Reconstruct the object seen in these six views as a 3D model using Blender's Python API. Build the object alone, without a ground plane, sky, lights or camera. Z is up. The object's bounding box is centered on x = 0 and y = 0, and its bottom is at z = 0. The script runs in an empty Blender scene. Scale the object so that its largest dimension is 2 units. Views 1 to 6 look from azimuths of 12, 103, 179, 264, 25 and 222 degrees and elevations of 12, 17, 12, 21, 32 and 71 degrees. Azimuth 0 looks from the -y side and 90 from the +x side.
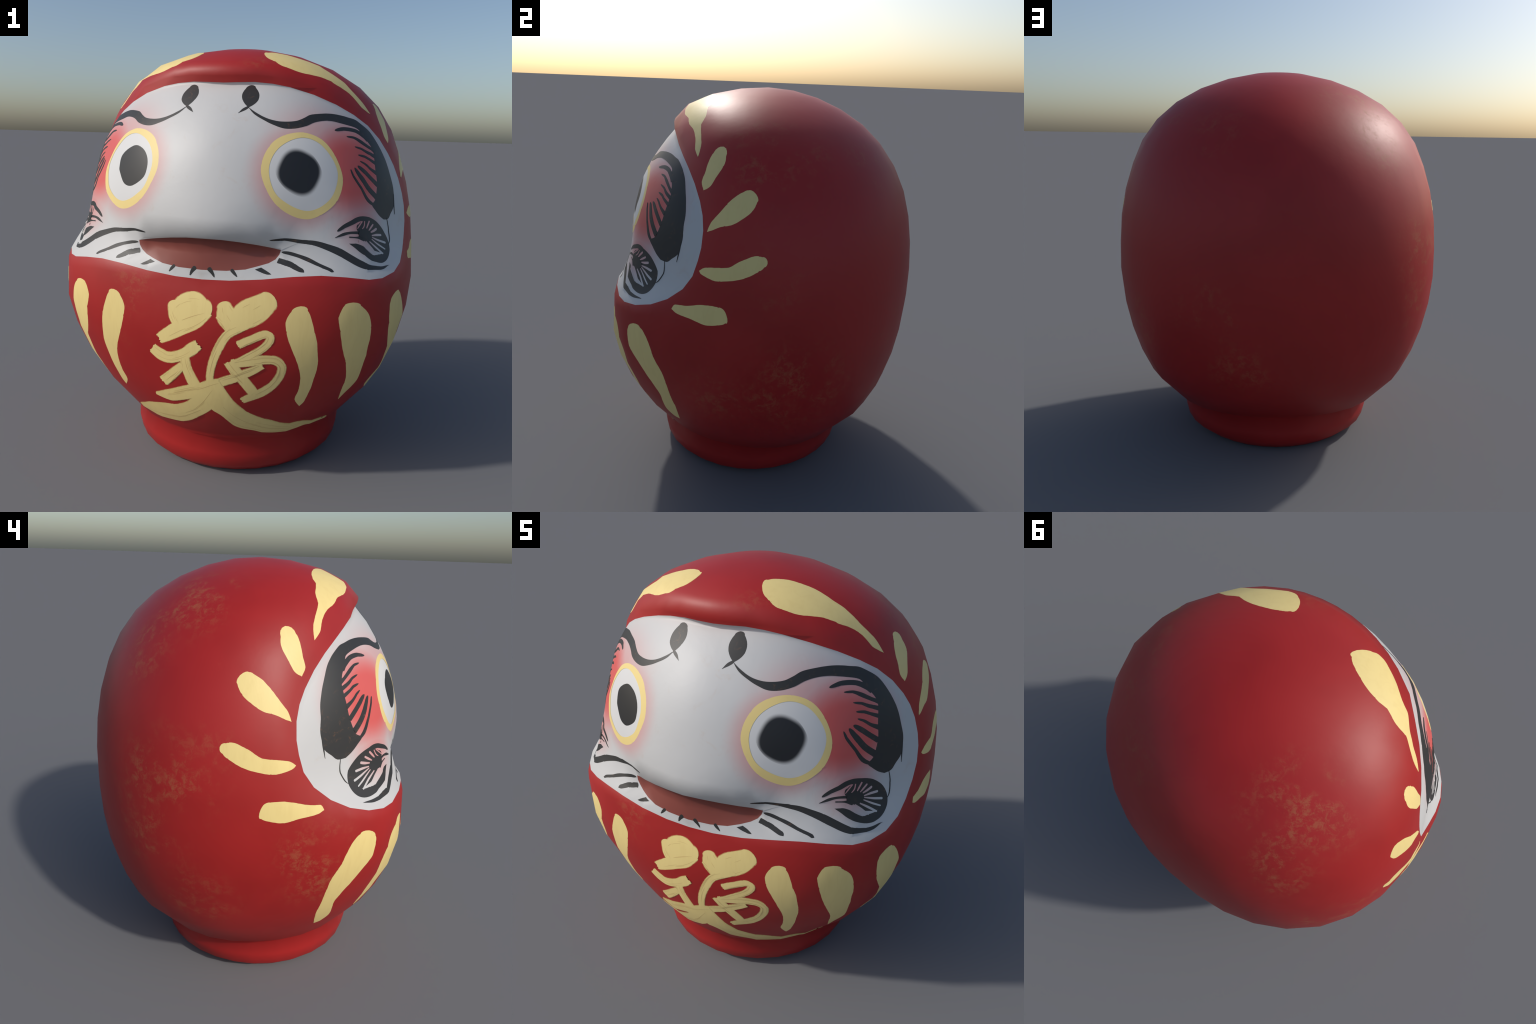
import bpy, bmesh, math, random
import numpy as np
from mathutils import Vector
from mathutils.bvhtree import BVHTree
from mathutils.geometry import delaunay_2d_cdt

# ------------------------------------------------------------------ profiles
# Ring profile of the papier-mache shell: height, half width, front reach,
# back reach, squareness of front and back half, depth of the widest line.
PROFILE = np.array([
    # z      width   front   back    sq_f  sq_b   y_mid
    [0.000, 0.445, 0.490, 0.365, 2.00, 2.00, -0.060],
    [0.014, 0.490, 0.535, 0.408, 2.00, 2.00, -0.060],
    [0.055, 0.533, 0.575, 0.446, 2.00, 2.05, -0.055],
    [0.110, 0.548, 0.588, 0.462, 2.00, 2.10, -0.055],
    [0.200, 0.538, 0.574, 0.446, 2.00, 2.15, -0.055],
    [0.230, 0.582, 0.602, 0.486, 2.00, 2.30, -0.025],
    [0.270, 0.628, 0.628, 0.536, 2.06, 2.38, 0.005],
    [0.350, 0.684, 0.658, 0.608, 2.26, 2.36, 0.014],
    [0.500, 0.766, 0.691, 0.696, 2.65, 2.28, 0.004],
    [0.700, 0.832, 0.731, 0.753, 2.95, 2.27, -0.005],
    [0.900, 0.867, 0.742, 0.779, 3.02, 2.21, 0.005],
    [1.100, 0.860, 0.724, 0.782, 2.63, 2.14, 0.049],
    [1.300, 0.836, 0.702, 0.763, 2.24, 2.04, 0.090],
    [1.500, 0.782, 0.660, 0.715, 1.96, 1.90, 0.095],
    [1.680, 0.703, 0.590, 0.621, 1.89, 1.79, 0.066],
    [1.820, 0.575, 0.510, 0.488, 2.02, 1.75, 0.027],
    [1.930, 0.376, 0.390, 0.298, 2.20, 1.80, -0.017],
    [1.980, 0.195, 0.220, 0.145, 2.20, 1.90, -0.035],
    [2.000, 0.001, 0.031, -0.029, 2.00, 2.00, -0.030],
])
BASE_TOP = 0.200
# extra swelling of the belly under the chin: height, depth
BELLY = [(0.21, 0.0), (0.27, 0.008), (0.35, 0.030), (0.50, 0.050), (0.70, 0.043), (0.85, 0.030), (1.0, 0.004), (1.1, 0.0)]


_LK = np.degrees(np.arcsin(np.clip(PROFILE[:, 0] - 1.0, -1, 1)))
_LM = np.gradient(PROFILE[:, 1:], _LK, axis=0)


def ring_values(z):
    """Smooth interpolation of the profile over latitude."""
    l = math.degrees(math.asin(max(-1.0, min(1.0, z - 1.0))))
    i = max(0, min(int(np.searchsorted(_LK, l)) - 1, len(_LK) - 2))
    h = _LK[i + 1] - _LK[i]
    t = (l - _LK[i]) / h
    return ((1 + 2 * t) * (1 - t) ** 2 * PROFILE[i, 1:] + t * (1 - t) ** 2 * h * _LM[i]
            + t * t * (3 - 2 * t) * PROFILE[i + 1, 1:] + t * t * (t - 1) * h * _LM[i + 1])


def body_reach(azimuth, z):
    """Distance of the shell from the z axis; azimuth 0 looks along -y."""
    a, f, b, nf, nb, ym = ring_values(z)
    s, c = abs(math.sin(azimuth)), math.cos(azimuth)
    lo, hi = 0.0, 1.3
    for _ in range(40):
        r = (lo + hi) / 2
        x, y = r * s, -r * c
        if y < ym:
            g = (x / a) ** nf + ((ym - y) / (f + ym)) ** nf
        else:
            g = (x / a) ** nb + ((y - ym) / (b - ym)) ** nb
        if g < 1:
            lo = r
        else:
            hi = r
    swell = float(np.interp(z, [p[0] for p in BELLY], [p[1] for p in BELLY]))
    turn = math.degrees(math.atan2(math.sin(azimuth), math.cos(azimuth)))
    return (lo + hi) / 2 + swell * math.exp(-(turn / 21.0) ** 2)


# Rim of the face opening, right half, top to bottom: azimuth, height, sunk depth
RIM = [(0, 1.810, .060), (9, 1.812, .056), (17, 1.814, .050), (26, 1.808, .042), (34, 1.796, .034),
       (45, 1.768, .026), (55, 1.732, .022), (63, 1.692, .018), (69.5, 1.648, .016), (75, 1.590, .016),
       (79, 1.525, .016), (81.2, 1.470, .016), (82.4, 1.410, .016), (82.6, 1.340, .016), (82, 1.285, .016),
       (80.6, 1.215, .020), (77.5, 1.150, .024), (72.5, 1.092, .022), (67, 1.052, .014), (61, 1.027, .006),
       (55, 1.014, .004), (50, 1.016, .003), (43, 1.033, .002), (36, 1.042, .002), (28, 1.036, .002),
       (19, 1.020, .002), (9, 1.007, .002), (0, 1.003, .002)]
# Points the face passes through, right half: azimuth, height, distance from axis
FACE_POINTS = [(0, 1.747, .527), (0, 1.689, .574), (0, 1.620, .626), (0, 1.546, .670), (0, 1.450, .703), (0, 1.353, .729),
               (0, 1.250, .757), (0, 1.190, .764), (0, 1.100, .757), (0, 1.040, .742),
               (14.4, 1.701, .566), (14.9, 1.751, .531), (32.9, 1.436, .714),
               (32.9, 1.614, .645), (33.5, 1.270, .742), (17.4, 1.460, .698),
               (52.9, 1.193, .809), (66.6, 1.241, .786), (62.0, 1.043, .853),
               (39.9, 1.049, .823), (31.4, 1.046, .782), (4.1, 1.021, .740),
               (21.5, 1.179, .744), (12.7, 1.207, .752), (25.5, 1.130, .733), (23.6, 1.078, .735),
               (48.3, 1.623, .651), (53.5, 1.597, .666), (56.1, 1.555, .688), (56.6, 1.496, .715), (50.9, 1.462, .727),
               (61.5, 1.621, .672), (64.6, 1.563, .703), (64.8, 1.522, .722), (63.6, 1.455, .741),
               (63.2, 1.403, .755), (62.1, 1.358, .765), (60.3, 1.318, .772)]
RAD = math.pi / 180


def _metric(az, z):
    return np.stack([np.asarray(az) * RAD * 0.75, np.asarray(z)], -1)


def _kernel(d):
    return np.where(d > 1e-9, d * d * np.log(np.maximum(d, 1e-9)), 0.0)


_pts = [(a, z, body_reach(a * RAD, z) - s) for a, z, s in RIM] + FACE_POINTS
_pts += [(-a, z, r) for a, z, r in _pts if a > 0.5]
_P = _metric([p[0] for p in _pts], [p[1] for p in _pts])
_V = np.array([p[2] for p in _pts])
_n = len(_pts)
_A = np.zeros((_n + 3, _n + 3))
_A[:_n, :_n] = _kernel(np.linalg.norm(_P[:, None] - _P[None], axis=-1)) + np.eye(_n) * 2e-4
_A[:_n, _n] = 1
_A[:_n, _n + 1:] = _P
_A[_n:, :_n] = _A[:_n, _n:].T
_W = np.linalg.solve(_A, np.concatenate([_V, np.zeros(3)]))


def face_reach(az, z):
    q = _metric(az, z)
    k = _kernel(np.linalg.norm(_P - q, axis=-1))
    return float(k @ _W[:_n] + _W[_n] + q @ _W[_n + 1:])


# Mouth, right half: upper edge and lower edge heights over azimuth
MOUTH_TOP = [(0, 1.173), (6, 1.171), (12, 1.163), (18, 1.152), (22, 1.143), (25.5, 1.134)]
MOUTH_LOW = [(25.5, 1.134), (25.0, 1.115), (23.8, 1.095), (21.5, 1.080), (18, 1.069), (14.0, 1.055), (8, 1.046), (0, 1.044)]
MOUTH_DEPTH = 0.034


def lat(z):
    return math.degrees(math.asin(max(-1, min(1, z - 1.0))))


def zlat(l):
    return 1.0 + math.sin(l * RAD)


def both(half):
    """Close a right-half outline (starting and ending at azimuth 0) over the left."""
    return half + [(-p[0],) + tuple(p[1:]) for p in reversed(half[1:-1])]


def inside(poly, a, b):
    hit = False
    for (x0, y0), (x1, y1) in zip(poly, poly[1:] + poly[:1]):
        if (y0 > b) != (y1 > b) and a < (x1 - x0) * (b - y0) / (y1 - y0) + x0:
            hit = not hit
    return hit


def edge_distance(poly, a, b):
    best = 1e9
    for (x0, y0), (x1, y1) in zip(poly, poly[1:] + poly[:1]):
        dx, dy = x1 - x0, y1 - y0
        t = max(0, min(1, ((a - x0) * dx + (b - y0) * dy) / (dx * dx + dy * dy + 1e-12)))
        best = min(best, math.hypot(a - x0 - t * dx, b - y0 - t * dy))
    return best


def build_shell():
    """One closed low-poly surface, laid out over (azimuth, latitude)."""
    pts, reach, edges = [], [], []

    def add(a, l, r):
        pts.append(Vector((a, l)))
        reach.append(r)
        return len(pts) - 1

    def loop(ids):
        edges.extend((ids[i], ids[(i + 1) % len(ids)]) for i in range(len(ids)))

    rim = both(RIM)
    rim_poly = [(a, lat(z)) for a, z, s in rim]
    loop([add(a, lat(z), body_reach(a * RAD, z) - s) for a, z, s in rim])
    # swollen lip just outside the rim
    n = len(rim_poly)
    lip_poly = []
    for i in range(n):
        p, q, w = rim_poly[i - 1], rim_poly[i], rim_poly[(i + 1) % n]
        tx, ty = w[0] - p[0], w[1] - p[1]
        ln = math.hypot(tx, ty)
        k = 2.6
        lip_poly.append((q[0] - ty / ln * k, q[1] + tx / ln * k))
    for (a, l), (_, _, s) in zip(lip_poly, rim):
        add(a, l, body_reach(a * RAD, zlat(l)) - (0.4 * s if abs(a) > 50 else 0.0))
    inner_poly = []
    for i in range(0, n):
        p, q, w = rim_poly[i - 1], rim_poly[i], rim_poly[(i + 1) % n]
        tx, ty = w[0] - p[0], w[1] - p[1]
        ln = math.hypot(tx, ty)
        inner_poly.append((q[0] + ty / ln * 1.5, q[1] - tx / ln * 1.5))
    for a, l in inner_poly:
        add(a, l, face_reach(a, zlat(l)))
    # mouth: overhanging upper lip, sunken mouth
    low_edge = [(a, lat(z)) for a, z in MOUTH_LOW]
    top_edge = [(a, lat(z)) for a, z in MOUTH_TOP]
    mouth_poly = both(top_edge + low_edge[1:])
    mouth_low_only = set((round(a, 3), round(l, 3)) for a, l in low_edge[1:])
    ids = []
    for a, l in mouth_poly:
        low = (round(abs(a), 3), round(l, 3)) in mouth_low_only
        d = 0.004 if low else MOUTH_DEPTH * (1.0 - 0.8 * (a / 25.5) ** 4)
        ids.append(add(a, l, face_reach(a, zlat(l)) - d))
    loop(ids)
    lip_top = [(a, l + 0.6) for a, l in top_edge[:-1]]
    lip_top = [(-a, l) for a, l in reversed(lip_top[1:])] + lip_top
    for a, l in lip_top:
        add(a, l, face_reach(a, zlat(l)) - 0.002)
    for a in (-18, -12, -6, 0, 6, 12, 18):
        top = np.interp(abs(a), [p[0] for p in top_edge], [p[1] for p in top_edge])
        low = np.interp(abs(a), [p[0] for p in reversed(low_edge)], [p[1] for p in reversed(low_edge)])
        l = top * .5 + low * .5
        add(a, l, face_reach(a, zlat(l)) - MOUTH_DEPTH * .62)
    # inside of the face
    for row in range(0, 12):
        l = 1.5 + row * 4.55
        for col in range(-9, 10):
            a = col * 8.6 + (4.3 if row % 2 else 0)
            if not inside(rim_poly, a, l) or edge_distance(rim_poly, a, l) < 4.2:
                continue
            if inside(mouth_poly, a, l) or edge_distance(mouth_poly, a, l) < 2.6:
                continue
            add(a, l, face_reach(a, zlat(l)))
    # outer shell rings
    SEG = 32
    for row in range(1, 17):
        l = lat(BASE_TOP) + row * (90 - lat(BASE_TOP)) / 17.0
        if row == 1:
            l = lat(0.238)
        for col in range(SEG + 1):
            a = -180 + col * 360 / SEG
            if inside(lip_poly, a, l) or edge_distance(lip_poly, a, l) < 4.0:
                continue
            add(a, l, body_reach(a * RAD, zlat(l)))
    for z in (0.004, 0.014, 0.055, 0.120, BASE_TOP):
        ids = []
        for col in range(SEG + 1):
            a = -180 + col * 360 / SEG
            ids.append(add(a, lat(z), body_reach(a * RAD, z)))
        edges.extend(zip(ids[:-1], ids[1:]))
    for col in range(SEG + 1):
        add(-180 + col * 360 / SEG, 90, 0.0)
    vs, es, fs, ov, oe, of = delaunay_2d_cdt([p * 0.1 for p in pts], edges, [], 0, 1e-5)
    bm = bmesh.new()
    layer = []
    for i, p in enumerate(vs):
        a, l = p[0] * 10, p[1] * 10
        src = ov[i]
        r = reach[src[0]] if src else body_reach(a * RAD, zlat(l))
        z = zlat(l)
        if z < 0.0045:
            z = 0.0
        if l > 89.9:
            bm.verts.new((0, -0.03, 2.0))
        else:
            bm.verts.new((r * math.sin(a * RAD), -r * math.cos(a * RAD), z))
    bm.verts.ensure_lookup_table()
    kinds = ['body', 'face', 'mouth', 'base']
    for f in fs:
        ca = sum(vs[i][0] for i in f) / len(f) * 10
        cl = sum(vs[i][1] for i in f) / len(f) * 10
        try:
            face = bm.faces.new([bm.verts[i] for i in f])
        except ValueError:
            continue
        if inside(mouth_poly, ca, cl):
            face.material_index = 2
        elif inside(rim_poly, ca, cl):
            face.material_index = 1
        elif zlat(cl) < BASE_TOP:
            face.material_index = 3
    bmesh.ops.remove_doubles(bm, verts=bm.verts, dist=1e-4)
    bmesh.ops.dissolve_degenerate(bm, edges=bm.edges, dist=1e-5)
    bottom = [e for e in bm.edges if e.is_boundary and max(v.co.z for v in e.verts) < 0.01]
    res = bmesh.ops.holes_fill(bm, edges=bottom, sides=0)
    for f in res['faces']:
        f.material_index = 3
    bmesh.ops.triangulate(bm, faces=[f for f in bm.faces if len(f.verts) > 4])
    bmesh.ops.recalc_face_normals(bm, faces=bm.faces)
    for f in bm.faces:
        f.smooth = True
    return bm, kinds


# ------------------------------------------------------------------ brush work
# Every stroke is a spine seen from the middle of the doll:
# (azimuth, elevation in degrees, half width in metres), or the two edges of
# the brush mark (azimuth, elevation, azimuth, elevation), or a bare tip.
DROPS = {}
DROPS['hood'] = [(24.7, 69.3), (28.9, 71.5, 27.3, 65.1), (37.2, 71.8, 30.8, 62.8), (48.0, 70.3, 35.9, 61.6), (56.9, 67.0, 42.6, 60.3), (60.6, 63.5, 51.5, 59.0), (64.9, 60.3, 57.2, 56.9), (67.2, 56.6, 62.7, 55.4), (70.9, 53.0, 67.2, 52.8), (72.8, 50.5, 70.0, 49.6), (73.6, 47.2)]
DROPS['temple'] = [(84.4, 50.0), (86.5, 47.2, 80.7, 48.4), (86.5, 44.8, 79.3, 45.9), (84.7, 42.4, 79.0, 43.3), (82.6, 39.6, 78.5, 40.7), (80.1, 38.5)]
DROPS['ear'] = [(99.1, 37.7), (96.5, 38.7, 99.7, 35.7), (94.7, 38.2, 98.1, 33.2), (92.3, 37.0, 95.1, 31.2), (89.7, 34.8, 92.1, 29.7), (87.4, 32.5, 88.5, 29.0), (85.1, 30.1, 85.9, 28.1), (84.1, 27.6)]
DROPS['cheek'] = [(103.5, 21.0), (101.9, 22.0, 102.7, 19.3), (99.7, 22.2, 101.0, 17.9), (95.7, 20.6, 97.1, 15.9), (92.4, 18.7, 92.7, 14.8), (88.1, 18.2, 88.5, 14.4), (84.8, 17.7, 84.2, 15.5), (83.0, 16.6)]
DROPS['jaw'] = [(92.7, 4.1), (91.3, 6.8, 92.2, 2.5), (88.8, 7.2, 90.6, 1.8), (84.8, 7.0, 86.4, 1.1), (79.9, 5.9, 81.9, 2.1), (77.3, 5.6, 77.2, 2.9), (75.8, 5.4, 75.4, 3.7), (75.0, 4.0)]
DROPS['side'] = [(61.0, -3.8), (58.4, -6.0, 64.0, -4.3), (58.0, -8.1, 66.0, -6.1), (58.7, -12.5, 68.2, -9.9), (61.5, -17.6, 69.6, -14.3), (64.0, -21.5, 70.8, -17.9), (65.5, -24.7, 71.3, -21.7), (66.7, -28.6, 71.3, -27.8), (64.8, -36.0, 71.5, -32.0), (69.4, -39.5)]
DROPS['flank'] = [(44.7, -4.6), (42.2, -5.4, 47.0, -5.6), (40.7, -8.3, 50.1, -8.6), (40.7, -10.1, 51.3, -12.5), (41.8, -14.5, 52.0, -16.0), (43.1, -18.4, 52.2, -20.0), (45.0, -22.4, 53.0, -25.1), (47.3, -27.3, 53.6, -28.7), (48.3, -31.5, 53.3, -32.8), (50.5, -38.1)]
DROPS['belly'] = [(30.2, -5.7), (27.6, -7.5, 32.2, -6.9), (26.1, -10.2, 33.4, -9.7), (26.2, -13.0, 34.1, -12.4), (27.5, -16.9, 35.3, -15.9), (29.3, -20.7, 36.1, -20.2), (30.8, -23.8, 36.7, -24.1), (32.1, -27.7, 36.5, -28.1), (32.2, -32.2, 36.2, -33.0), (31.9, -35.5, 35.6, -36.5), (34.2, -38.0)]

BROW_CURL = [(15.2, 58.9), (12.4, 58.0, 17.4, 57.9), (10.7, 56.0, 18.9, 55.7), (10.9, 54.1, 18.2, 53.4), (12.1, 52.6, 16.0, 52.0), (13.8, 51.3)]
BROW_TAIL = [(14.3, 51.7), (12.9, 51.6, 13.7, 50.9), (11.2, 50.9, 12.0, 50.2), (9.7, 49.5)]
BROW_LINE = [(13.7, 51.4), (16.7, 49.8, 16.2, 49.2), (20.7, 48.0, 19.9, 47.3), (24.6, 47.0, 23.4, 45.8), (28.5, 46.6, 27.1, 44.6), (32.6, 46.7, 31.5, 44.4), (36.1, 47.5, 35.7, 44.9), (39.9, 48.5, 39.9, 46.0), (46.2, 48.8, 44.2, 46.5), (52.9, 48.5, 49.8, 46.3)]
BROW_PATCH = [(58.2, 47.5, 56.1, 45.1), (61.6, 46.7, 59.7, 44.0), (65.3, 44.9, 61.0, 43.0), (67.5, 43.5, 62.8, 40.6), (69.6, 41.6, 64.4, 38.6), (71.4, 38.9, 65.1, 36.5), (73.2, 35.4, 64.7, 34.4), (74.3, 31.8, 64.0, 31.8), (74.5, 28.5, 63.4, 28.3), (74.9, 25.0, 62.2, 25.3), (74.3, 22.1, 60.8, 23.1), (73.3, 19.8, 58.5, 21.9), (70.9, 18.2, 60.3, 20.2), (68.7, 16.8, 62.8, 18.3), (65.5, 16.9)]
BROW_HAIRS = [
    [(48.3, 43.7), (52.6, 44.7, 52.8, 43.5), (57.9, 44.1, 57.4, 42.8), (62.0, 42.5, 60.8, 41.3), (65.0, 40.6, 63.0, 39.7)],
    [(53.3, 41.9), (56.6, 41.8, 56.4, 41.1), (60.2, 40.5, 59.3, 39.6), (63.6, 38.6, 62.8, 37.8), (66.4, 37.4, 65.5, 36.3)],
    [(56.0, 38.9), (59.1, 38.5, 58.9, 37.8), (62.2, 37.2, 61.4, 36.4), (66.1, 35.8, 65.1, 34.8)],
    [(56.5, 36.5), (59.5, 36.3, 59.3, 35.5), (62.1, 35.2, 61.6, 34.4), (65.6, 33.9, 65.0, 32.8)],
    [(56.6, 34.7), (58.9, 34.1, 58.4, 33.5), (61.6, 32.5, 60.8, 31.8), (64.5, 31.4, 63.9, 30.0)],
    [(54.8, 33.4), (57.2, 32.7, 55.8, 31.9), (60.8, 30.2, 59.3, 29.3), (64.2, 27.8, 62.7, 26.8)],
    [(53.0, 32.9), (55.5, 31.1, 53.9, 30.3), (58.9, 27.4, 56.9, 26.5), (62.4, 24.7, 60.9, 23.2)],
    [(51.0, 32.5), (52.2, 30.8, 51.3, 30.5), (54.9, 27.2, 53.9, 26.7), (57.9, 23.5, 56.6, 22.8), (62.2, 20.9, 61.1, 20.5)],
    [(74.3, 23.9), (73.5, 21.4, 74.2, 21.2), (73.3, 17.6)],
    [(67.5, 17.2), (67.7, 15.3, 68.0, 15.1), (67.6, 13.0, 68.0, 12.9), (66.3, 10.3, 66.7, 10.2), (65.1, 9.2)],
]
WHORL_BAND = [(43.0, 15.2), (45.1, 16.9, 45.7, 15.9), (48.4, 18.1, 49.2, 16.8), (51.0, 18.8, 51.7, 17.4), (54.0, 18.8, 54.1, 17.1), (58.3, 17.7, 57.8, 15.7), (61.5, 16.1, 59.5, 14.4), (64.7, 13.2, 61.8, 12.4), (65.6, 10.2, 63.0, 10.3), (64.9, 7.7, 62.0, 8.2), (63.1, 5.7, 60.1, 7.0), (60.8, 4.6, 57.2, 7.0), (58.2, 4.4, 55.0, 7.2), (54.9, 5.2, 52.6, 8.8), (52.5, 6.3, 50.8, 10.3), (49.8, 8.2, 49.1, 11.1), (48.2, 9.8, 48.0, 11.2), (46.5, 11.3)]
WHORL_HUB = [(51.2, 13.8, 0.0186), (53.2, 13.4, 0.0319), (55.4, 12.6, 0.0187)]
WHORL_FILL = [(50.6, 15.5, 0.0158), (52.4, 15.1, 0.0363), (55.3, 13.6, 0.0520), (58.1, 11.8, 0.0597), (60.7, 9.8, 0.0461)]
WHORL_PRONGS = [[(51.7, 14.0, 0.0080), (47.5, 14.4, 0.0057), (44.8, 14.1, 0.0069), (42.2, 13.4, 0.0011)],
    [(46.9, 13.2, 0.0028), (49.7, 12.8, 0.0042), (51.7, 12.5, 0.0160)]]
WHORL_SLITS = [
    [(49.9, 15.3, 0.0024), (50.9, 16.1, 0.0041), (52.6, 17.3, 0.0035)],
    [(51.9, 15.1, 0.0024), (53.0, 15.9, 0.0042), (53.6, 17.3, 0.0036)],
    [(53.8, 15.0, 0.0038), (54.8, 16.1, 0.0069), (55.7, 17.0, 0.0062)],
    [(55.0, 14.4, 0.0030), (56.3, 15.1, 0.0069), (57.7, 15.9, 0.0061)],
    [(56.0, 13.8, 0.0036), (57.9, 14.1, 0.0073), (59.5, 14.5, 0.0074)],
    [(56.2, 12.8, 0.0030), (59.1, 12.7, 0.0072), (61.8, 12.4, 0.0068)],
    [(56.2, 12.4, 0.0026), (59.7, 11.0, 0.0064), (63.0, 9.9, 0.0070)],
    [(55.8, 11.9, 0.0026), (59.0, 9.8, 0.0058), (61.9, 8.1, 0.0048)],
    [(54.5, 11.2, 0.0037), (57.4, 9.1, 0.0070), (60.1, 7.0, 0.0060)],
    [(52.6, 11.4, 0.0038), (54.9, 9.3, 0.0056), (57.2, 6.9, 0.0028)],
    [(49.9, 12.1, 49.7, 11.1), (50.9, 11.4, 50.5, 10.6), (52.6, 9.7, 51.9, 9.3), (55.0, 7.1)],
]
MOUSTACHE = [(21.4, 13.4), (26.3, 14.1, 26.3, 13.3), (31.8, 13.5, 31.5, 12.3), (36.3, 12.9, 35.5, 11.4), (39.9, 11.7, 39.1, 9.8), (43.4, 10.2, 41.8, 8.3), (46.9, 7.9, 44.8, 6.4), (49.5, 6.2, 47.9, 4.5), (52.2, 4.8, 50.6, 3.5), (54.6, 4.2, 53.8, 3.1), (57.8, 3.6, 57.5, 2.8), (61.6, 3.4)]
WHISKERS = [
    [(25.6, 9.8), (27.9, 10.0, 27.5, 8.9), (31.0, 9.0, 30.2, 8.0), (33.5, 8.0, 32.8, 6.8), (36.3, 6.3, 35.6, 5.4), (39.1, 4.9, 38.4, 4.1), (39.9, 4.3, 39.2, 3.6), (40.0, 3.7)],
    [(24.9, 8.0, 24.0, 6.3), (28.3, 6.9, 27.3, 5.2), (30.5, 5.4, 29.5, 4.1), (31.5, 4.7, 30.2, 3.8), (31.7, 4.2, 30.9, 3.7), (31.5, 3.7)],
    [(19.1, 5.0, 16.9, 4.3), (20.4, 4.2, 19.0, 3.4), (21.5, 3.5, 20.7, 2.9), (22.0, 3.0)],
    [(9.8, 3.8, 0.0080), (10.6, 2.9, 0.0071), (11.4, 1.9, 0.0026)],
    [(2.5, 3.8, 0.0105), (3.4, 2.7, 0.0082), (4.1, 1.3, 0.0029)],
]
# outlines round the eye, as (azimuth, elevation)
EYE_OUTER = [(18.3, 32.5), (22.5, 40.7), (33.1, 43.3), (43.0, 39.9), (47.0, 30.8), (43.2, 23.3), (33.7, 19.3), (23.5, 23.3)]
EYE_INNER = [(21.0, 32.9), (24.6, 39.0), (33.8, 41.7), (41.5, 38.7), (45.1, 31.6), (41.3, 24.6), (33.3, 21.8), (23.9, 25.9)]
PUPIL_SOFT = [(24.1, 33.6), (25.9, 37.1), (29.9, 38.5), (34.8, 37.2), (37.8, 34.0), (38.3, 31.0), (36.4, 27.5), (32.5, 26.4), (28.2, 27.7), (24.9, 30.6)]
PUPIL_CRISP = [(-38.1, 31.4), (-38.2, 35.1), (-32.5, 38.4), (-26.9, 37.8), (-23.2, 34.7), (-22.9, 30.3), (-26.2, 27.6), (-29.9, 26.3), (-33.7, 26.9), (-36.8, 29.6)]
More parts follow.
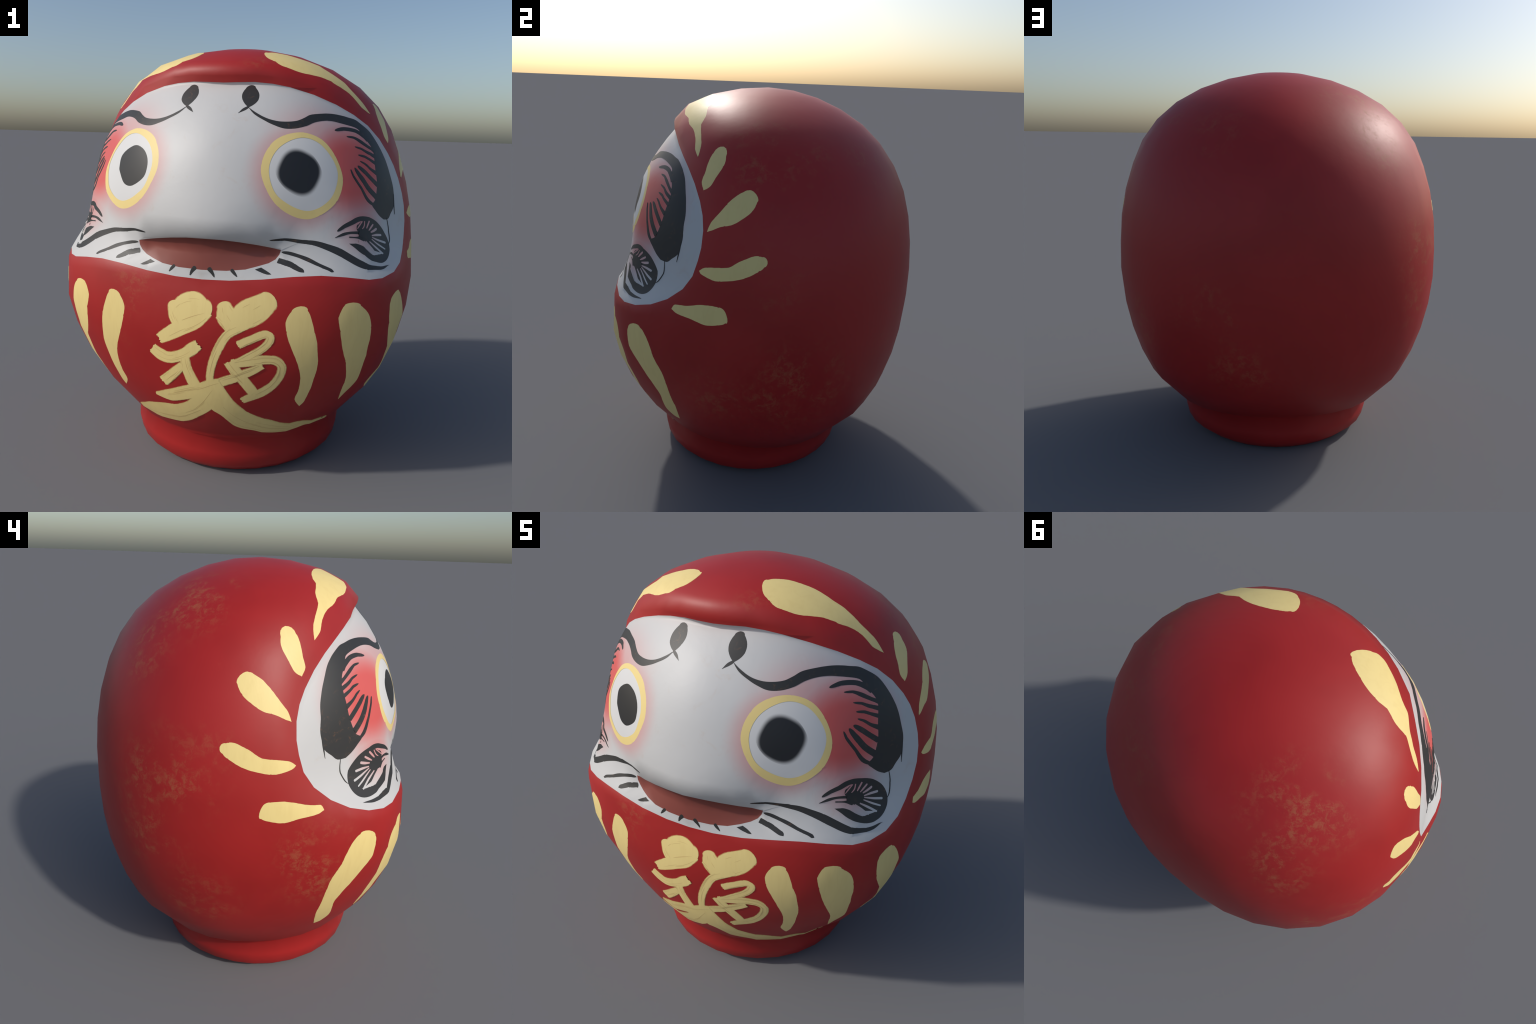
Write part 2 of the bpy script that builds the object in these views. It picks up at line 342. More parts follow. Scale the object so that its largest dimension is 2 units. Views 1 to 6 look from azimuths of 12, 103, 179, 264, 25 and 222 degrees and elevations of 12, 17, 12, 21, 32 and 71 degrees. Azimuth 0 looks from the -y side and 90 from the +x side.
# the brushed luck character on the belly, stroke by stroke
CHARACTER = [
    [(-8.6, -8.4, 0.0298), (-7.6, -11.1, 0.0373), (-5.9, -13.6, 0.0372)],
    [(-7.2, -10.4, 0.0453), (-4.9, -9.2, 0.0637), (-2.4, -8.7, 0.0711), (-0.1, -8.5, 0.0636), (1.8, -8.6, 0.0398)],
    [(3.3, -9.9, 0.0110), (-0.9, -12.3, 0.0306), (-5.9, -14.7, 0.0341), (-10.3, -17.2, 0.0300), (-13.5, -19.0, 0.0222)],
    [(7.8, -7.5, 0.0311), (8.9, -10.4, 0.0467), (10.8, -12.4, 0.0343)],
    [(20.9, -5.0, 0.0453), (17.9, -7.4, 0.0574), (14.2, -9.6, 0.0574), (11.1, -12.0, 0.0333)],
    [(5.5, -10.5, 0.0044), (7.2, -12.0, 0.0113), (9.2, -13.8, 0.0157)],
    [(16.5, -11.5, 0.0153), (12.7, -13.4, 0.0172), (8.9, -15.7, 0.0185), (6.5, -19.4, 0.0191), (4.7, -23.3, 0.0180), (3.5, -27.5, 0.0164), (3.2, -31.1, 0.0161)],
    [(12.4, -18.4, 0.0178), (16.3, -16.5, 0.0180), (20.0, -14.6, 0.0180), (21.8, -15.1, 0.0171), (21.4, -17.1, 0.0171), (19.1, -19.6, 0.0162), (15.7, -21.8, 0.0179), (11.8, -24.0, 0.0172)],
    [(10.6, -24.2, 0.0208), (16.5, -23.1, 0.0240), (20.7, -22.3, 0.0196), (23.8, -22.3, 0.0201), (25.9, -24.2, 0.0187), (25.5, -27.7, 0.0193), (23.0, -31.2, 0.0206), (19.1, -33.9, 0.0228), (14.1, -36.2, 0.0165)],
    [(9.6, -23.6, 0.0251), (11.8, -26.7, 0.0251), (14.7, -30.0, 0.0231), (17.8, -33.5, 0.0240)],
    [(20.1, -24.2, 0.0146), (16.6, -26.4, 0.0203), (12.6, -28.2, 0.0219), (7.2, -30.4, 0.0214), (3.8, -31.9, 0.0250)],
    [(-16.3, -22.3, 0.0252), (-13.5, -23.9, 0.0309), (-9.8, -24.4, 0.0269), (-5.2, -22.8, 0.0240), (-2.1, -20.7, 0.0265), (-0.2, -19.3, 0.0217)],
    [(-5.0, -22.4, 0.0213), (-4.6, -26.4, 0.0244), (-3.5, -29.4, 0.0267), (-1.5, -32.8, 0.0296), (0.5, -34.6, 0.0242)],
    [(-5.7, -26.3, 0.0175), (-9.5, -29.5, 0.0227), (-13.8, -32.7, 0.0248)],
    [(-18.6, -37.9, 0.0065), (-13.2, -37.4, 0.0280), (-7.8, -36.0, 0.0353), (-1.7, -33.9, 0.0351), (3.8, -31.9, 0.0326), (6.8, -30.9, 0.0251)],
    [(4.2, -33.1, 0.0428), (0.7, -37.3, 0.0503), (-3.8, -40.9, 0.0489), (-10.0, -43.8, 0.0630), (-16.8, -45.2, 0.0629), (-24.4, -46.3, 0.0512), (-34.4, -47.5, 0.0133)],
    [(3.7, -32.7, 0.0539), (6.1, -37.0, 0.0586), (9.6, -40.1, 0.0546), (15.3, -44.5, 0.0600), (21.5, -46.6, 0.0526), (29.0, -48.8, 0.0410), (37.3, -49.0, 0.0325), (44.2, -48.9, 0.0160), (54.4, -49.6, 0.0084)],
]

# ------------------------------------------------------------------ materials
def new_material(name, roughness, specular=0.5):
    m = bpy.data.materials.new(name)
    m.use_nodes = True
    nt = m.node_tree
    bsdf = nt.nodes['Principled BSDF']
    bsdf.inputs['Roughness'].default_value = roughness
    bsdf.inputs['Specular IOR Level'].default_value = specular
    return m, nt, bsdf


class Net:
    """Small helper that wires shader nodes."""

    def __init__(self, nt):
        self.nt = nt
        self.co = nt.nodes.new('ShaderNodeTexCoord').outputs['Object']

    def link(self, a, b):
        self.nt.links.new(a, b)

    def put(self, socket, v):
        if hasattr(v, 'is_output'):
            self.link(v, socket)
        else:
            socket.default_value = v

    def math(self, op, a, b=0.0, c=None, clamp=False):
        n = self.nt.nodes.new('ShaderNodeMath')
        n.operation = op
        n.use_clamp = clamp
        self.put(n.inputs[0], a)
        self.put(n.inputs[1], b)
        if c is not None:
            self.put(n.inputs[2], c)
        return n.outputs[0]

    def smooth(self, v, lo, hi):
        n = self.nt.nodes.new('ShaderNodeMapRange')
        n.interpolation_type = 'SMOOTHSTEP'
        self.put(n.inputs['Value'], v)
        flip = lo > hi
        n.inputs['From Min'].default_value = min(lo, hi)
        n.inputs['From Max'].default_value = max(lo, hi)
        n.inputs['To Min'].default_value = 1.0 if flip else 0.0
        n.inputs['To Max'].default_value = 0.0 if flip else 1.0
        return n.outputs['Result']

    def noise(self, scale, detail=4.0, rough=0.6, distort=0.0, stretch=(1, 1, 1), offset=(0, 0, 0)):
        mp = self.nt.nodes.new('ShaderNodeMapping')
        mp.inputs['Scale'].default_value = stretch
        mp.inputs['Location'].default_value = offset
        self.link(self.co, mp.inputs['Vector'])
        n = self.nt.nodes.new('ShaderNodeTexNoise')
        n.inputs['Scale'].default_value = scale
        n.inputs['Detail'].default_value = detail
        n.inputs['Roughness'].default_value = rough
        n.inputs['Distortion'].default_value = distort
        self.link(mp.outputs[0], n.inputs['Vector'])
        return n.outputs['Fac']

    def mix(self, fac, a, b, kind='MIX'):
        n = self.nt.nodes.new('ShaderNodeMix')
        n.data_type = 'RGBA'
        n.blend_type = kind
        self.put(n.inputs['Factor'], fac)
        self.put(n.inputs['A'], a if hasattr(a, 'is_output') else (*a, 1))
        self.put(n.inputs['B'], b if hasattr(b, 'is_output') else (*b, 1))
        return n.outputs['Result']

    def split(self):
        n = self.nt.nodes.new('ShaderNodeSeparateXYZ')
        self.link(self.co, n.inputs[0])
        return n.outputs

    def mirrored_distance(self, point, squash=(1, 1, 1)):
        """Distance to a point and to its mirror image across x = 0."""
        x, y, z = self.split()
        ax = self.math('ABSOLUTE', x)
        total = None
        for s, p, k in zip((ax, y, z), point, squash):
            d = self.math('MULTIPLY', self.math('SUBTRACT', s, p), k)
            d = self.math('MULTIPLY', d, d)
            total = d if total is None else self.math('ADD', total, d)
        return self.math('SQRT', total)

    def bump(self, height, strength, distance, bsdf):
        n = self.nt.nodes.new('ShaderNodeBump')
        n.inputs['Strength'].default_value = strength
        n.inputs['Distance'].default_value = distance
        self.link(height, n.inputs['Height'])
        self.link(n.outputs[0], bsdf.inputs['Normal'])


def red_lacquer():
    m, nt, bsdf = new_material('red_lacquer', 0.48, 0.44)
    n = Net(nt)
    tone = n.noise(2.2, 3.0, 0.55)
    col = n.mix(n.smooth(tone, 0.35, 0.7), RED, RED_DEEP)
    # rubbed patches: tan fibres showing inside loose clouds
    cloud = None
    for x, y, z, size, power in RUBBED:
        d = nt.nodes.new('ShaderNodeVectorMath')
        d.operation = 'DISTANCE'
        nt.links.new(n.co, d.inputs[0])
        d.inputs[1].default_value = (x, y, z)
        spot = n.math('MULTIPLY', n.smooth(d.outputs['Value'], size * 1.3, size * 0.3), power)
        cloud = spot if cloud is None else n.math('MAXIMUM', cloud, spot)
    ragged = n.smooth(n.noise(5.5, 5.0, 0.65, 0.3, offset=(3.1, 1.7, 0.4)), 0.40, 0.60)
    cloud = n.math('MULTIPLY', cloud, ragged)
    fibre = n.smooth(n.noise(26.0, 8.0, 0.78, 0.35, offset=(0.3, 5.0, 2.0)), 0.45, 0.63)
    fleck = n.smooth(n.noise(34.0, 7.0, 0.78, 0.4, offset=(7.0, 2.0, 1.0)), 0.60, 0.78)
    wear = n.math('MULTIPLY', cloud, fibre)
    stray = n.math('MULTIPLY', fleck, n.smooth(n.noise(4.0, 2.0, offset=(1, 8, 3)), 0.42, 0.62))
    wear = n.math('ADD', n.math('MULTIPLY', wear, 0.52), n.math('MULTIPLY', stray, 0.28), clamp=True)
    col = n.mix(wear, col, TAN)
    nt.links.new(col, bsdf.inputs['Base Color'])
    r = n.math('ADD', 0.49, n.math('MULTIPLY', wear, 0.14))
    nt.links.new(r, bsdf.inputs['Roughness'])
    n.bump(n.noise(22.0, 5.0, 0.6), 0.05, 0.01, bsdf)
    return m


def white_gesso():
    m, nt, bsdf = new_material('face_white', 0.50)
    n = Net(nt)
    stain = n.smooth(n.noise(9.0, 7.0, 0.72, 1.2), 0.56, 0.78)
    col = n.mix(n.math('MULTIPLY', stain, 0.30), WHITE, (0.50, 0.36, 0.27))
    soft = n.smooth(n.noise(2.4, 3.0), 0.35, 0.75)
    col = n.mix(n.math('MULTIPLY', soft, 0.25), col, (0.52, 0.52, 0.51))
    # rouge around the eyes, strongest between eye and temple
    halo = n.smooth(n.mirrored_distance((0.378, -0.585, 1.436)), 0.262, 0.15)
    temple = n.smooth(n.mirrored_distance((0.565, -0.44, 1.455), (0.85, 0.85, 1.0)), 0.285, 0.09)
    brow = n.smooth(n.mirrored_distance((0.43, -0.50, 1.58), (0.8, 0.8, 1.1)), 0.24, 0.02)
    low = n.smooth(n.mirrored_distance((0.61, -0.47, 1.25), (1, 1, 1)), 0.20, 0.0)
    rouge = n.math('MAXIMUM', n.math('MULTIPLY', halo, 0.46), temple)
    rouge = n.math('MAXIMUM', rouge, n.math('MULTIPLY', brow, 0.42))
    rouge = n.math('MAXIMUM', rouge, n.math('MULTIPLY', low, 0.65))
    col = n.mix(rouge, col, ROUGE)
    nt.links.new(col, bsdf.inputs['Base Color'])
    n.bump(n.noise(26.0, 5.0, 0.6), 0.08, 0.01, bsdf)
    return m


def cream_paint():
    m, nt, bsdf = new_material('cream_paint', 0.50)
    n = Net(nt)
    streak = n.smooth(n.noise(9.0, 6.0, 0.65, 0.6, stretch=(3.0, 3.0, 0.6)), 0.40, 0.72)
    col = n.mix(n.math('MULTIPLY', streak, 0.22), CREAM, CREAM_DEEP)
    rub = n.smooth(n.noise(34.0, 5.0, 0.7, 1.0), 0.66, 0.80)
    col = n.mix(n.math('MULTIPLY', rub, 0.35), col, (0.40, 0.22, 0.09))
    nt.links.new(col, bsdf.inputs['Base Color'])
    n.bump(n.noise(24.0, 4.0, 0.6, stretch=(2, 2, 0.6)), 0.05, 0.01, bsdf)
    return m


def black_ink():
    m, nt, bsdf = new_material('black_ink', 0.50)
    n = Net(nt)
    rub = n.smooth(n.noise(20.0, 6.0, 0.72, 1.4), 0.55, 0.74)
    zone = n.smooth(n.noise(3.4, 2.0, offset=(2, 0, 5)), 0.36, 0.56)
    col = n.mix(n.math('MULTIPLY', n.math('MULTIPLY', rub, zone), 0.75), INK, (0.15, 0.070, 0.033))
    nt.links.new(col, bsdf.inputs['Base Color'])
    return m


def plain(name, color, rough, speck=None):
    m, nt, bsdf = new_material(name, rough)
    n = Net(nt)
    col = n.mix(n.math('MULTIPLY', n.smooth(n.noise(12.0, 6.0, 0.7), 0.50, 0.80), 0.22), color,
                speck or tuple(c * 0.72 for c in color))
    nt.links.new(col, bsdf.inputs['Base Color'])
    return m


def soft_pupil(center, axis_u, axis_v, ru, rv):
    """Sprayed pupil: black in the middle, melting into the eye white."""
    m, nt, bsdf = new_material('sprayed_pupil', 0.5)
    n = Net(nt)

    def along(axis):
        d = nt.nodes.new('ShaderNodeVectorMath')
        d.operation = 'SUBTRACT'
        nt.links.new(n.co, d.inputs[0])
        d.inputs[1].default_value = center
        k = nt.nodes.new('ShaderNodeVectorMath')
        k.operation = 'DOT_PRODUCT'
        nt.links.new(d.outputs[0], k.inputs[0])
        k.inputs[1].default_value = axis
        return k.outputs['Value']
    a = n.math('POWER', n.math('ABSOLUTE', n.math('DIVIDE', along(axis_u), ru)), 2.5)
    b = n.math('POWER', n.math('ABSOLUTE', n.math('DIVIDE', along(axis_v), rv)), 2.5)
    r = n.math('POWER', n.math('ADD', a, b), 1 / 2.5)
    col = n.mix(n.smooth(r, 1.13, 0.87), EYE_WHITE, (0.012, 0.013, 0.016))
    nt.links.new(col, bsdf.inputs['Base Color'])
    return m


# where hands have rubbed the lacquer: centre, size, strength
RUBBED = [(-0.73, 0.45, 1.12, 0.26, 1.0), (-0.71, 0.48, 0.90, 0.20, 0.9), (-0.40, 0.30, 1.84, 0.24, 1.0),
          (-0.45, 0.49, 1.65, 0.18, 0.9), (-0.82, 0.24, 1.27, 0.14, 0.6), (-0.84, -0.22, 0.80, 0.22, 0.9),
          (-0.76, 0.29, 0.60, 0.20, 0.6), (0.76, 0.33, 0.70, 0.28, 1.0), (0.63, 0.19, 1.72, 0.26, 0.8),
          (0.82, -0.03, 0.64, 0.18, 0.7), (0.35, 0.72, 0.87, 0.16, 0.8), (0.31, 0.53, 1.69, 0.15, 0.6),
          (0.18, 0.71, 0.58, 0.16, 0.7), (-0.31, -0.73, 0.92, 0.12, 0.8), (0.16, -0.42, 1.90, 0.10, 0.7),
          (0.82, 0.20, 1.25, 0.18, 0.5), (-0.45, -0.68, 0.70, 0.14, 0.4)]
RED = (0.375, 0.015, 0.014)
RED_DEEP = (0.330, 0.012, 0.011)
TAN = (0.36, 0.135, 0.055)
WHITE = (0.55, 0.55, 0.548)
EYE_WHITE = (0.65, 0.65, 0.645)
ROUGE = (0.64, 0.105, 0.095)
CREAM = (0.83, 0.66, 0.27)
CREAM_DEEP = (0.70, 0.51, 0.19)
INK = (0.024, 0.024, 0.024)
MOUTH_RED = (0.225, 0.055, 0.042)

# ------------------------------------------------------------------ assembly
random.seed(11)
shell, kinds = build_shell()
shell_mesh = bpy.data.meshes.new('shell')
shell.to_mesh(shell_mesh)
shell.free()
vertex_normals = [v.normal.copy() for v in shell_mesh.vertices]
shell_polys = [tuple(p.vertices) for p in shell_mesh.polygons]
shell_kind = [p.material_index for p in shell_mesh.polygons]
shell_co = [v.co.copy() for v in shell_mesh.vertices]
tree = BVHTree.FromPolygons(shell_co, shell_polys)
HEART = Vector((0, 0, 1.0))

mats = {'red': red_lacquer(), 'white': white_gesso(), 'cream': cream_paint(), 'ink': black_ink(),
        'cream_thin': plain('thinned_cream', (0.56, 0.30, 0.115), 0.5), 'cream_dry': plain('dry_cream', (0.64, 0.44, 0.17), 0.5),
        'mouth': plain('mouth_red', MOUTH_RED, 0.5), 'eye': plain('eye_white', EYE_WHITE, 0.5, (0.62, 0.58, 0.53)),
        'ring': plain('eye_ring_cream', (0.80, 0.63, 0.25), 0.5), 'pupil': plain('pupil_black', (0.020, 0.020, 0.020), 0.45)}

doll = bpy.data.objects.new('daruma_doll', None)
bpy.context.collection.objects.link(doll)
doll['label'] = 'round red papier-mache daruma doll with painted white face'
doll['category'] = 'daruma doll'


def make_object(name, verts, faces, normals, material, parent):
    fixed = []
    for q in faces:                                  # all faces look outward
        a, b, c = verts[q[0]], verts[q[1]], verts[q[2]]
        g = (b - a).cross(c - a)
        if len(q) == 4:
            g = g + (c - a).cross(verts[q[3]] - a)
        out = sum((normals[i] for i in q), Vector())
        fixed.append(tuple(reversed(q)) if g.dot(out) < 0 else tuple(q))
    faces = fixed
    me = bpy.data.meshes.new(name)
    me.from_pydata([tuple(v) for v in verts], [], faces)
    me.materials.append(material)
    for p in me.polygons:
        p.use_smooth = True
    me.update()
    me.normals_split_custom_set_from_vertices([tuple(n) for n in normals])
    ob = bpy.data.objects.new(name, me)
    bpy.context.collection.objects.link(ob)
    ob.parent = parent
    return ob


def shell_part(kind, name, material, parent):
    used, verts, normals, faces = {}, [], [], []
    for poly, k in zip(shell_polys, shell_kind):
        if k != kind:
            continue
        row = []
        for i in poly:
            if i not in used:
                used[i] = len(verts)
                verts.append(shell_co[i])
                normals.append(vertex_normals[i])
            row.append(used[i])
        faces.append(row)
    return make_object(name, verts, faces, normals, material, parent)


def barycentric(p, a, b, c):
    v0, v1, v2 = b - a, c - a, p - a
    d00, d01, d11, d20, d21 = v0.dot(v0), v0.dot(v1), v1.dot(v1), v2.dot(v0), v2.dot(v1)
    den = d00 * d11 - d01 * d01 or 1e-12
    v = (d11 * d20 - d01 * d21) / den
    w = (d00 * d21 - d01 * d20) / den
    return 1 - v - w, v, w


def on_shell(direction):
    """Point on the doll seen from its heart, its shading normal and facet normal."""
    hit, fn, idx, _ = tree.ray_cast(HEART, direction.normalized())
    if hit is None:
        hit, fn, idx, _ = tree.find_nearest(HEART + direction.normalized() * 0.8)
    ids = shell_polys[idx]
    n = Vector()
    if len(ids) == 3:
        for w, i in zip(barycentric(hit, *[shell_co[i] for i in ids]), ids):
            n += vertex_normals[i] * w
    else:
        n = fn
    if fn.dot(hit - HEART) < 0:
        fn = -fn
    return hit, n.normalized(), fn


def toward(azimuth, elevation):
    a, e = azimuth * RAD, elevation * RAD
    return Vector((math.sin(a) * math.cos(e), -math.cos(a) * math.cos(e), math.sin(e)))


def catmull(p0, p1, p2, p3, t):
    return 0.5 * ((2 * p1) + (p2 - p0) * t + (2 * p0 - 5 * p1 + 4 * p2 - p3) * t * t
                  + (3 * p1 - p0 - 3 * p2 + p3) * t ** 3)


def stroke(points, lift=0.0012, mirror=False, cap=True, rag=0.0, step=0.008, seed=0, bristle=0.0, shift=0.0, grow=0.0, span=None):
    """Film of paint along a spine laid on the doll; returns verts, faces, normals."""
    rng = random.Random(seed)
    pts = [((-a if mirror else a), e, h) for a, e, h in points]
    knots = [on_shell(toward(a, e))[0] for a, e, h in pts]
    widths = [h for a, e, h in pts]
    spine, half = [], []
    n = len(knots)
    for i in range(n - 1):
        p0, p1, p2, p3 = knots[max(i - 1, 0)], knots[i], knots[i + 1], knots[min(i + 2, n - 1)]
        w0, w1, w2, w3 = widths[max(i - 1, 0)], widths[i], widths[i + 1], widths[min(i + 2, n - 1)]
        count = max(3, int((p2 - p1).length / step))
        for k in range(count):
            t = k / count
            spine.append(catmull(p0, p1, p2, p3, t))
            w = catmull(w0, w1, w2, w3, t)
            if i == 0 and w1 == 0:                       # round head
                w = w2 * math.sqrt(max(0.0, 1 - (1 - t) ** 2))
            half.append(max(w, 0.0004))
    spine.append(knots[-1])
    half.append(max(widths[-1], 0.0004))
    if cap:                                              # rounded brush ends
        for end in (0, -1):
            w = half[end]
            if w > 0.004:
                d = (spine[0] - spine[1]) if end == 0 else (spine[-1] - spine[-2])
                d.normalize()
                extra = [(spine[end] + d * w * 0.75 * s, w * math.sqrt(1 - s * s) + 0.0003) for s in (0.3, 0.6, 0.8, 0.93, 1.0)]
                if end == 0:
                    spine = [p for p, _ in reversed(extra)] + spine
                    half = [q for _, q in reversed(extra)] + half
                else:
                    spine += [p for p, _ in extra]
                    half += [q for _, q in extra]
    half = [h + grow for h in half]
    if span:                                             # one bristle inside the stroke
        lo, hi = int(span[0] * len(spine)), max(int(span[1] * len(spine)), int(span[0] * len(spine)) + 4)
        lo = min(lo, len(spine) - 5)
        moved = []
        for i in range(lo, min(hi, len(spine))):
            t = spine[min(i + 1, len(spine) - 1)] - spine[max(i - 1, 0)]
            side = t.cross(spine[i] - HEART).normalized()
            moved.append(spine[i] + side * half[i] * shift)
        n_moved = len(moved)
        spine = moved
        half = [0.0003 + span[2] * math.sin(math.pi * i / max(1, n_moved - 1)) for i in range(n_moved)]
    cols = max(4, min(24, int(2 * max(half) / step) + 2))
    verts, normals, faces = [], [], []
    wob = [rng.uniform(-1, 1) for _ in range(len(spine) * 2 + 8)]
    for i, (c, w) in enumerate(zip(spine, half)):
        t = (spine[min(i + 1, len(spine) - 1)] - spine[max(i - 1, 0)])
        nrm = (c - HEART).normalized()
        _, nrm, _ = on_shell(c - HEART)
        side = t.cross(nrm)
        if side.length < 1e-9:
            side = Vector((1, 0, 0))
        side.normalize()
        for j in range(cols + 1):
            s = 2 * j / cols - 1
            pull = Vector()
            if bristle and w > 0.008 and i in (0, len(spine) - 1):   # split brush tip
                pull = t.normalized() * (rng.uniform(-0.4, 1.0) * bristle * (-1 if i == 0 else 1))
            ww = w
            if rag and abs(s) == 1:
                q = wob[i * 2 + (1 if s > 0 else 0)]
                ww = w + q * min(rag, w * 0.5)
            hit, sn, fn = on_shell(c + pull + side * ww * s - HEART)
            verts.append(hit + fn * (lift if abs(s) < 1 else -0.0003))
            normals.append(sn)
            if i and j:
                a = (i - 1) * (cols + 1) + j - 1
                faces.append((a, a + 1, a + cols + 2, a + cols + 1))
    return verts, faces, normals


def ribbon(ribs, lift=0.0012, mirror=False, rag=0.0, step=0.008, seed=0, round_head=True):
    """Film of paint between the two edges of a brush mark laid on the doll."""
    rng = random.Random(seed)
    sx = -1 if mirror else 1
    mids, arms = [], []
    for r in ribs:
        p = on_shell(toward(r[0] * sx, r[1]))[0]
        q = on_shell(toward(r[2] * sx, r[3]))[0] if len(r) == 4 else p
        mids.append((p + q) / 2)
        arms.append((p - q) / 2)
    # a bare tip takes the direction of its neighbour
    rows = []
    n = len(mids)
    for i in range(n - 1):
        ix = (max(i - 1, 0), i, i + 1, min(i + 2, n - 1))
        count = max(4, int((mids[i + 1] - mids[i]).length / step))
        for k in range(count):
            t = k / count
            c = catmull(*[mids[j] for j in ix], t)
            h = catmull(*[arms[j] for j in ix], t)
            if i == 0 and arms[0].length < 1e-6 and round_head:
                t = (k / count) ** 1.5
                c = mids[0].lerp(mids[1], t)
                h = arms[1] * math.sqrt(max(0.0, 1 - (1 - t) ** 2)) * 0.97 + arms[1] * 0.03 * t
            rows.append((c, h))
    rows.append((mids[-1], arms[-1]))
    cols = max(4, min(30, int(2 * max(h.length for c, h in rows) / step) + 2))
    verts, normals, faces = [], [], []
    drift = [0.0, 0.0]
    for i, (c, h) in enumerate(rows):
        ln = h.length
        if rag and ln > 1e-5:
            for e in (0, 1):
                drift[e] = drift[e] * 0.55 + rng.uniform(-1, 1) * rag
        for j in range(cols + 1):
            s = 2 * j / cols - 1
            k = s
            if abs(s) == 1 and ln > 1e-5:
                k = s * (1 + max(-0.4, min(0.4, drift[0 if s < 0 else 1] / ln)))
            hit, sn, fn = on_shell(c + h * k - HEART)
            verts.append(hit + fn * (lift if abs(s) < 1 else -0.0003))
            normals.append(sn)
            if i and j:
                a = (i - 1) * (cols + 1) + j - 1
                faces.append((a, a + 1, a + cols + 2, a + cols + 1))
    return verts, faces, normals


def mark(points, lift=0.0012, mirror=False, **kw):
    """Choose the builder that fits how the mark is described."""
    if any(len(p) != 3 for p in points):
        kw.pop('cap', None)
        return ribbon(points, lift, mirror, **kw)
    return stroke(points, lift, mirror, **kw)


def join_films(films):
    verts, faces, normals = [], [], []
    for v, f, n in films:
        off = len(verts)
        verts += v
        normals += n
        faces += [tuple(i + off for i in q) for q in f]
    return verts, faces, normals


def closed_curve(outline, count, mirror=False, scale=1.0):
    """Smooth closed curve of directions through a few (azimuth, elevation) points."""
    sx = -1 if mirror else 1
    p = [toward(a * sx, e) for a, e in outline]
    mid = sum(p, Vector()) / len(p)
    p = [mid + (q - mid) * scale for q in p]
    n = len(p)
    out = []
    for k in range(count):
        x = k / count * n
        i = int(x)
        out.append(catmull(p[(i - 1) % n], p[i % n], p[(i + 1) % n], p[(i + 2) % n], x - i))
    return mid, out


def film_between(inner, outer, rings, lift, edge_in=False):
    """Paint between two closed curves of directions (inner may be a single point)."""
    verts, normals, faces = [], [], []
    n = len(outer)
    for r in range(rings + 1):
        t = r / rings
        for k in range(n):
            a = inner if isinstance(inner, Vector) else inner[k]
            hit, sn, fn = on_shell(a.lerp(outer[k], t))
            drop = r == rings or (edge_in and r == 0)
            verts.append(hit + fn * (-0.0003 if drop else lift))
            normals.append(sn)
            if r:
                q = (r - 1) * n
                faces.append((q + k, q + (k + 1) % n, q + n + (k + 1) % n, q + n + k))
    return verts, faces, normals


# ---- shell parts
body = shell_part(0, 'body', mats['red'], doll)
face = shell_part(1, 'face', mats['white'], doll)
mouth = shell_part(2, 'mouth', mats['mouth'], face)
base = shell_part(3, 'base', mats['red'], doll)

# ---- cream drops round the hood and the belly
for name, pts in DROPS.items():
    for mirror in (False, True):
        v, f, n = mark(pts, mirror=mirror, rag=0.0007, seed=len(name) + mirror * 7)
        make_object('brush_drop', v, f, n, mats['cream'], body)

# ---- luck character: soft wet edge, cream body, dry bristle lines
character, edge_films, bristle_films = None, [], []
dice = random.Random(5)
for i, pts in enumerate(CHARACTER):
    dab = i in (0, 1, 3, 4)
    how = dict(cap=True) if dab else dict(cap=False, bristle=0.006, step=0.005)
    v, f, n = stroke(pts, lift=0.0012 + 0.00016 * i, rag=0.0010, seed=100 + i, **how)
    if character is None:
        character = make_object('luck_character', v, f, n, mats['cream'], doll)
    else:
        make_object('brush_stroke', v, f, n, mats['cream'], character)
    edge_films.append(stroke(pts, lift=0.0004 + 0.00003 * i, cap=dab, rag=0.0012, grow=0.0034, seed=200 + i))
    for k in range(3 if dab else 5):
        a = dice.uniform(0.0, 0.55)
        bristle_films.append(stroke(pts, lift=0.0012 + 0.00016 * i + 0.0003 + 0.00001 * k, cap=False, shift=dice.uniform(-0.8, 0.8),
                                    span=(a, a + dice.uniform(0.25, 0.45), dice.uniform(0.0006, 0.0013))))
for name, films, mat in (('stroke_edge', edge_films, 'cream_thin'), ('bristle_line', bristle_films, 'cream_dry')):
    ob = make_object(name, *join_films(films), mats[mat], character)
    ob['kind'] = 'stuff'

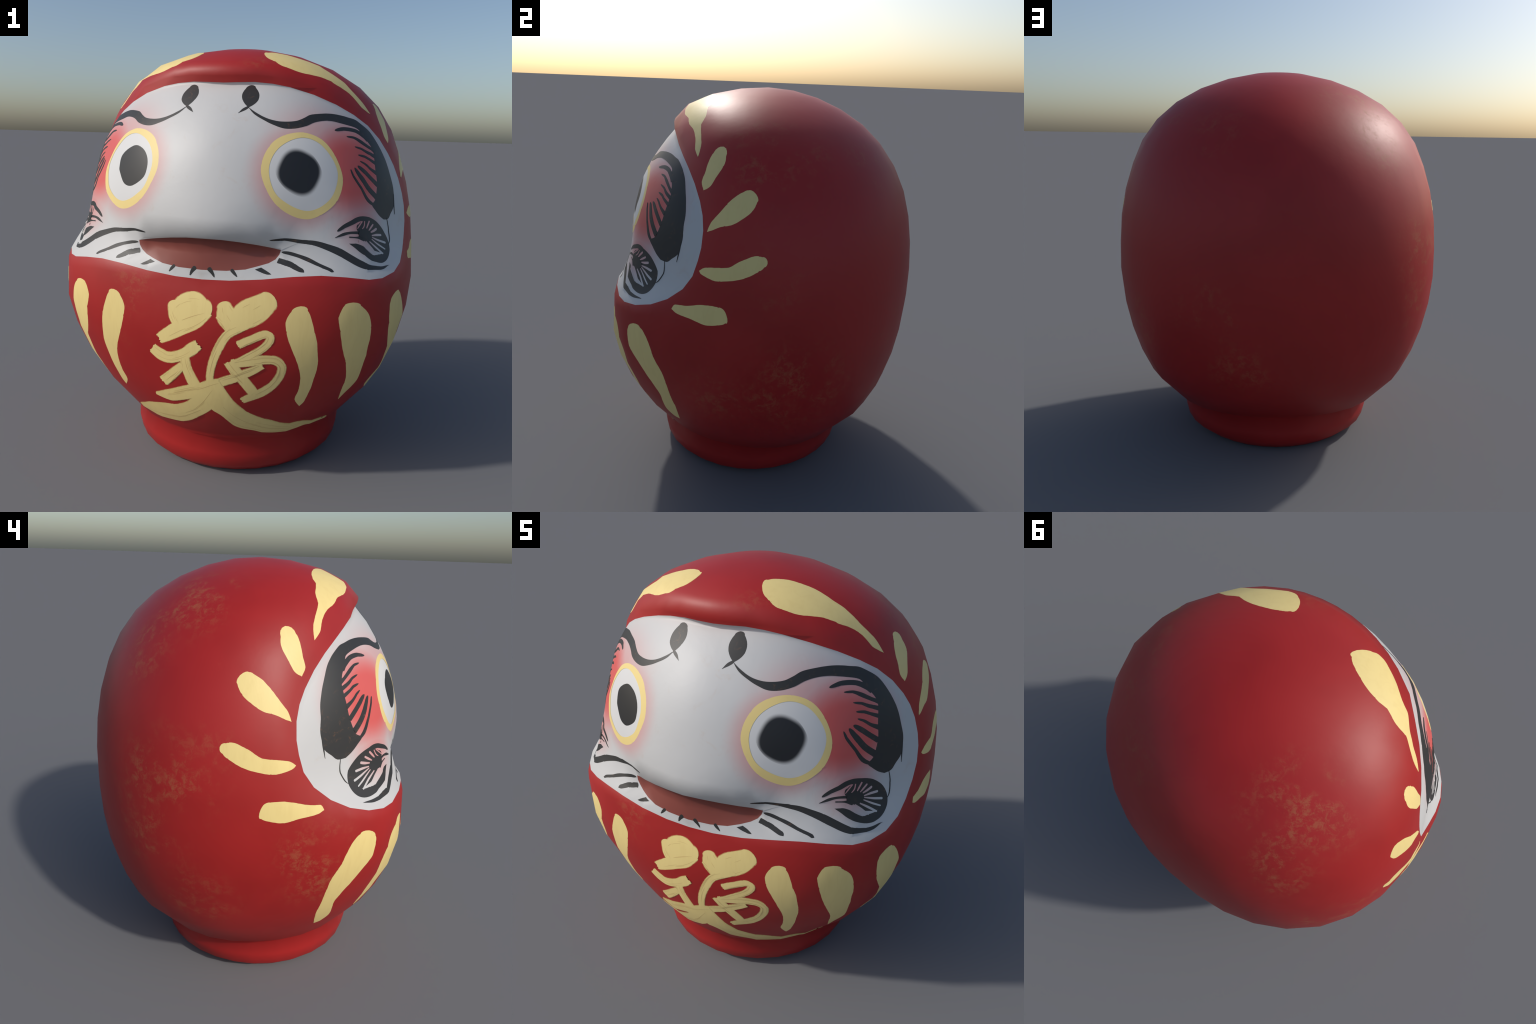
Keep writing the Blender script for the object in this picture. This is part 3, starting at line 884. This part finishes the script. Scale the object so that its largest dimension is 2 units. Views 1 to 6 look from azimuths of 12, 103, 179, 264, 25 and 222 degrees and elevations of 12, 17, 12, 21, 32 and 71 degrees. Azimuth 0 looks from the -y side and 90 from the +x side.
# ---- eyes
for mirror in (False, True):
    mid, outer = closed_curve(EYE_OUTER, 72, mirror)
    _, inner = closed_curve(EYE_INNER, 72, mirror)
    _, under = closed_curve(EYE_INNER, 72, mirror, 1.05)
    eye = make_object('eye', *film_between(mid, under, 18, 0.0008), mats['eye'], doll)
    make_object('eye_ring', *film_between(inner, outer, 5, 0.0015, False), mats['ring'], eye)
    if mirror:
        pm, po = closed_curve(PUPIL_CRISP, 60)
        make_object('pupil', *film_between(pm, po, 10, 0.0022), mats['pupil'], eye)
    else:
        pm, po = closed_curve(PUPIL_SOFT, 60, scale=1.20)
        c, nrm, _ = on_shell(pm)
        flat = Vector((0, 0, 1)).cross(nrm).normalized()
        up = nrm.cross(flat).normalized()
        tilt = math.radians(-28)
        u = flat * math.cos(tilt) + up * math.sin(tilt)
        w = nrm.cross(u).normalized()
        make_object('pupil', *film_between(pm, po, 12, 0.0012), soft_pupil(c, u, w, 0.088, 0.088), eye)

# ---- eyebrows, cheek whorls, moustache, whiskers
for mirror in (False, True):
    brow = make_object('eyebrow', *mark(BROW_LINE + BROW_PATCH, 0.0012, mirror, step=0.007, round_head=False), mats['ink'], doll)
    make_object('brow_curl', *mark(BROW_CURL, 0.0014, mirror), mats['ink'], brow)
    make_object('brow_curl_tail', *mark(BROW_TAIL, 0.0016, mirror), mats['ink'], brow)
    for i, pts in enumerate(BROW_HAIRS):
        make_object('brow_hair', *mark(pts, 0.0016 + 0.0001 * i, mirror, cap=False), mats['ink'], brow)
    whorl = make_object('cheek_whorl', *join_films(
        [mark(WHORL_BAND, 0.0010, mirror, step=0.005), mark(WHORL_FILL, 0.0012, mirror, step=0.006),
         mark(WHORL_PRONGS[0], 0.0014, mirror), mark(WHORL_PRONGS[1], 0.0016, mirror)]), mats['ink'], doll)
    for i, pts in enumerate(WHORL_SLITS):
        make_object('whorl_gap', *mark(pts, 0.0022, mirror, step=0.005), mats['white'], whorl)
    make_object('whorl_hub', *mark(WHORL_HUB, 0.0030, mirror), mats['ink'], whorl)
    tash = make_object('moustache', *mark(MOUSTACHE, 0.0012, mirror), mats['ink'], doll)
    for pts in WHISKERS:
        make_object('whisker', *mark(pts, 0.0012, mirror), mats['ink'], tash)

bpy.data.meshes.remove(shell_mesh)
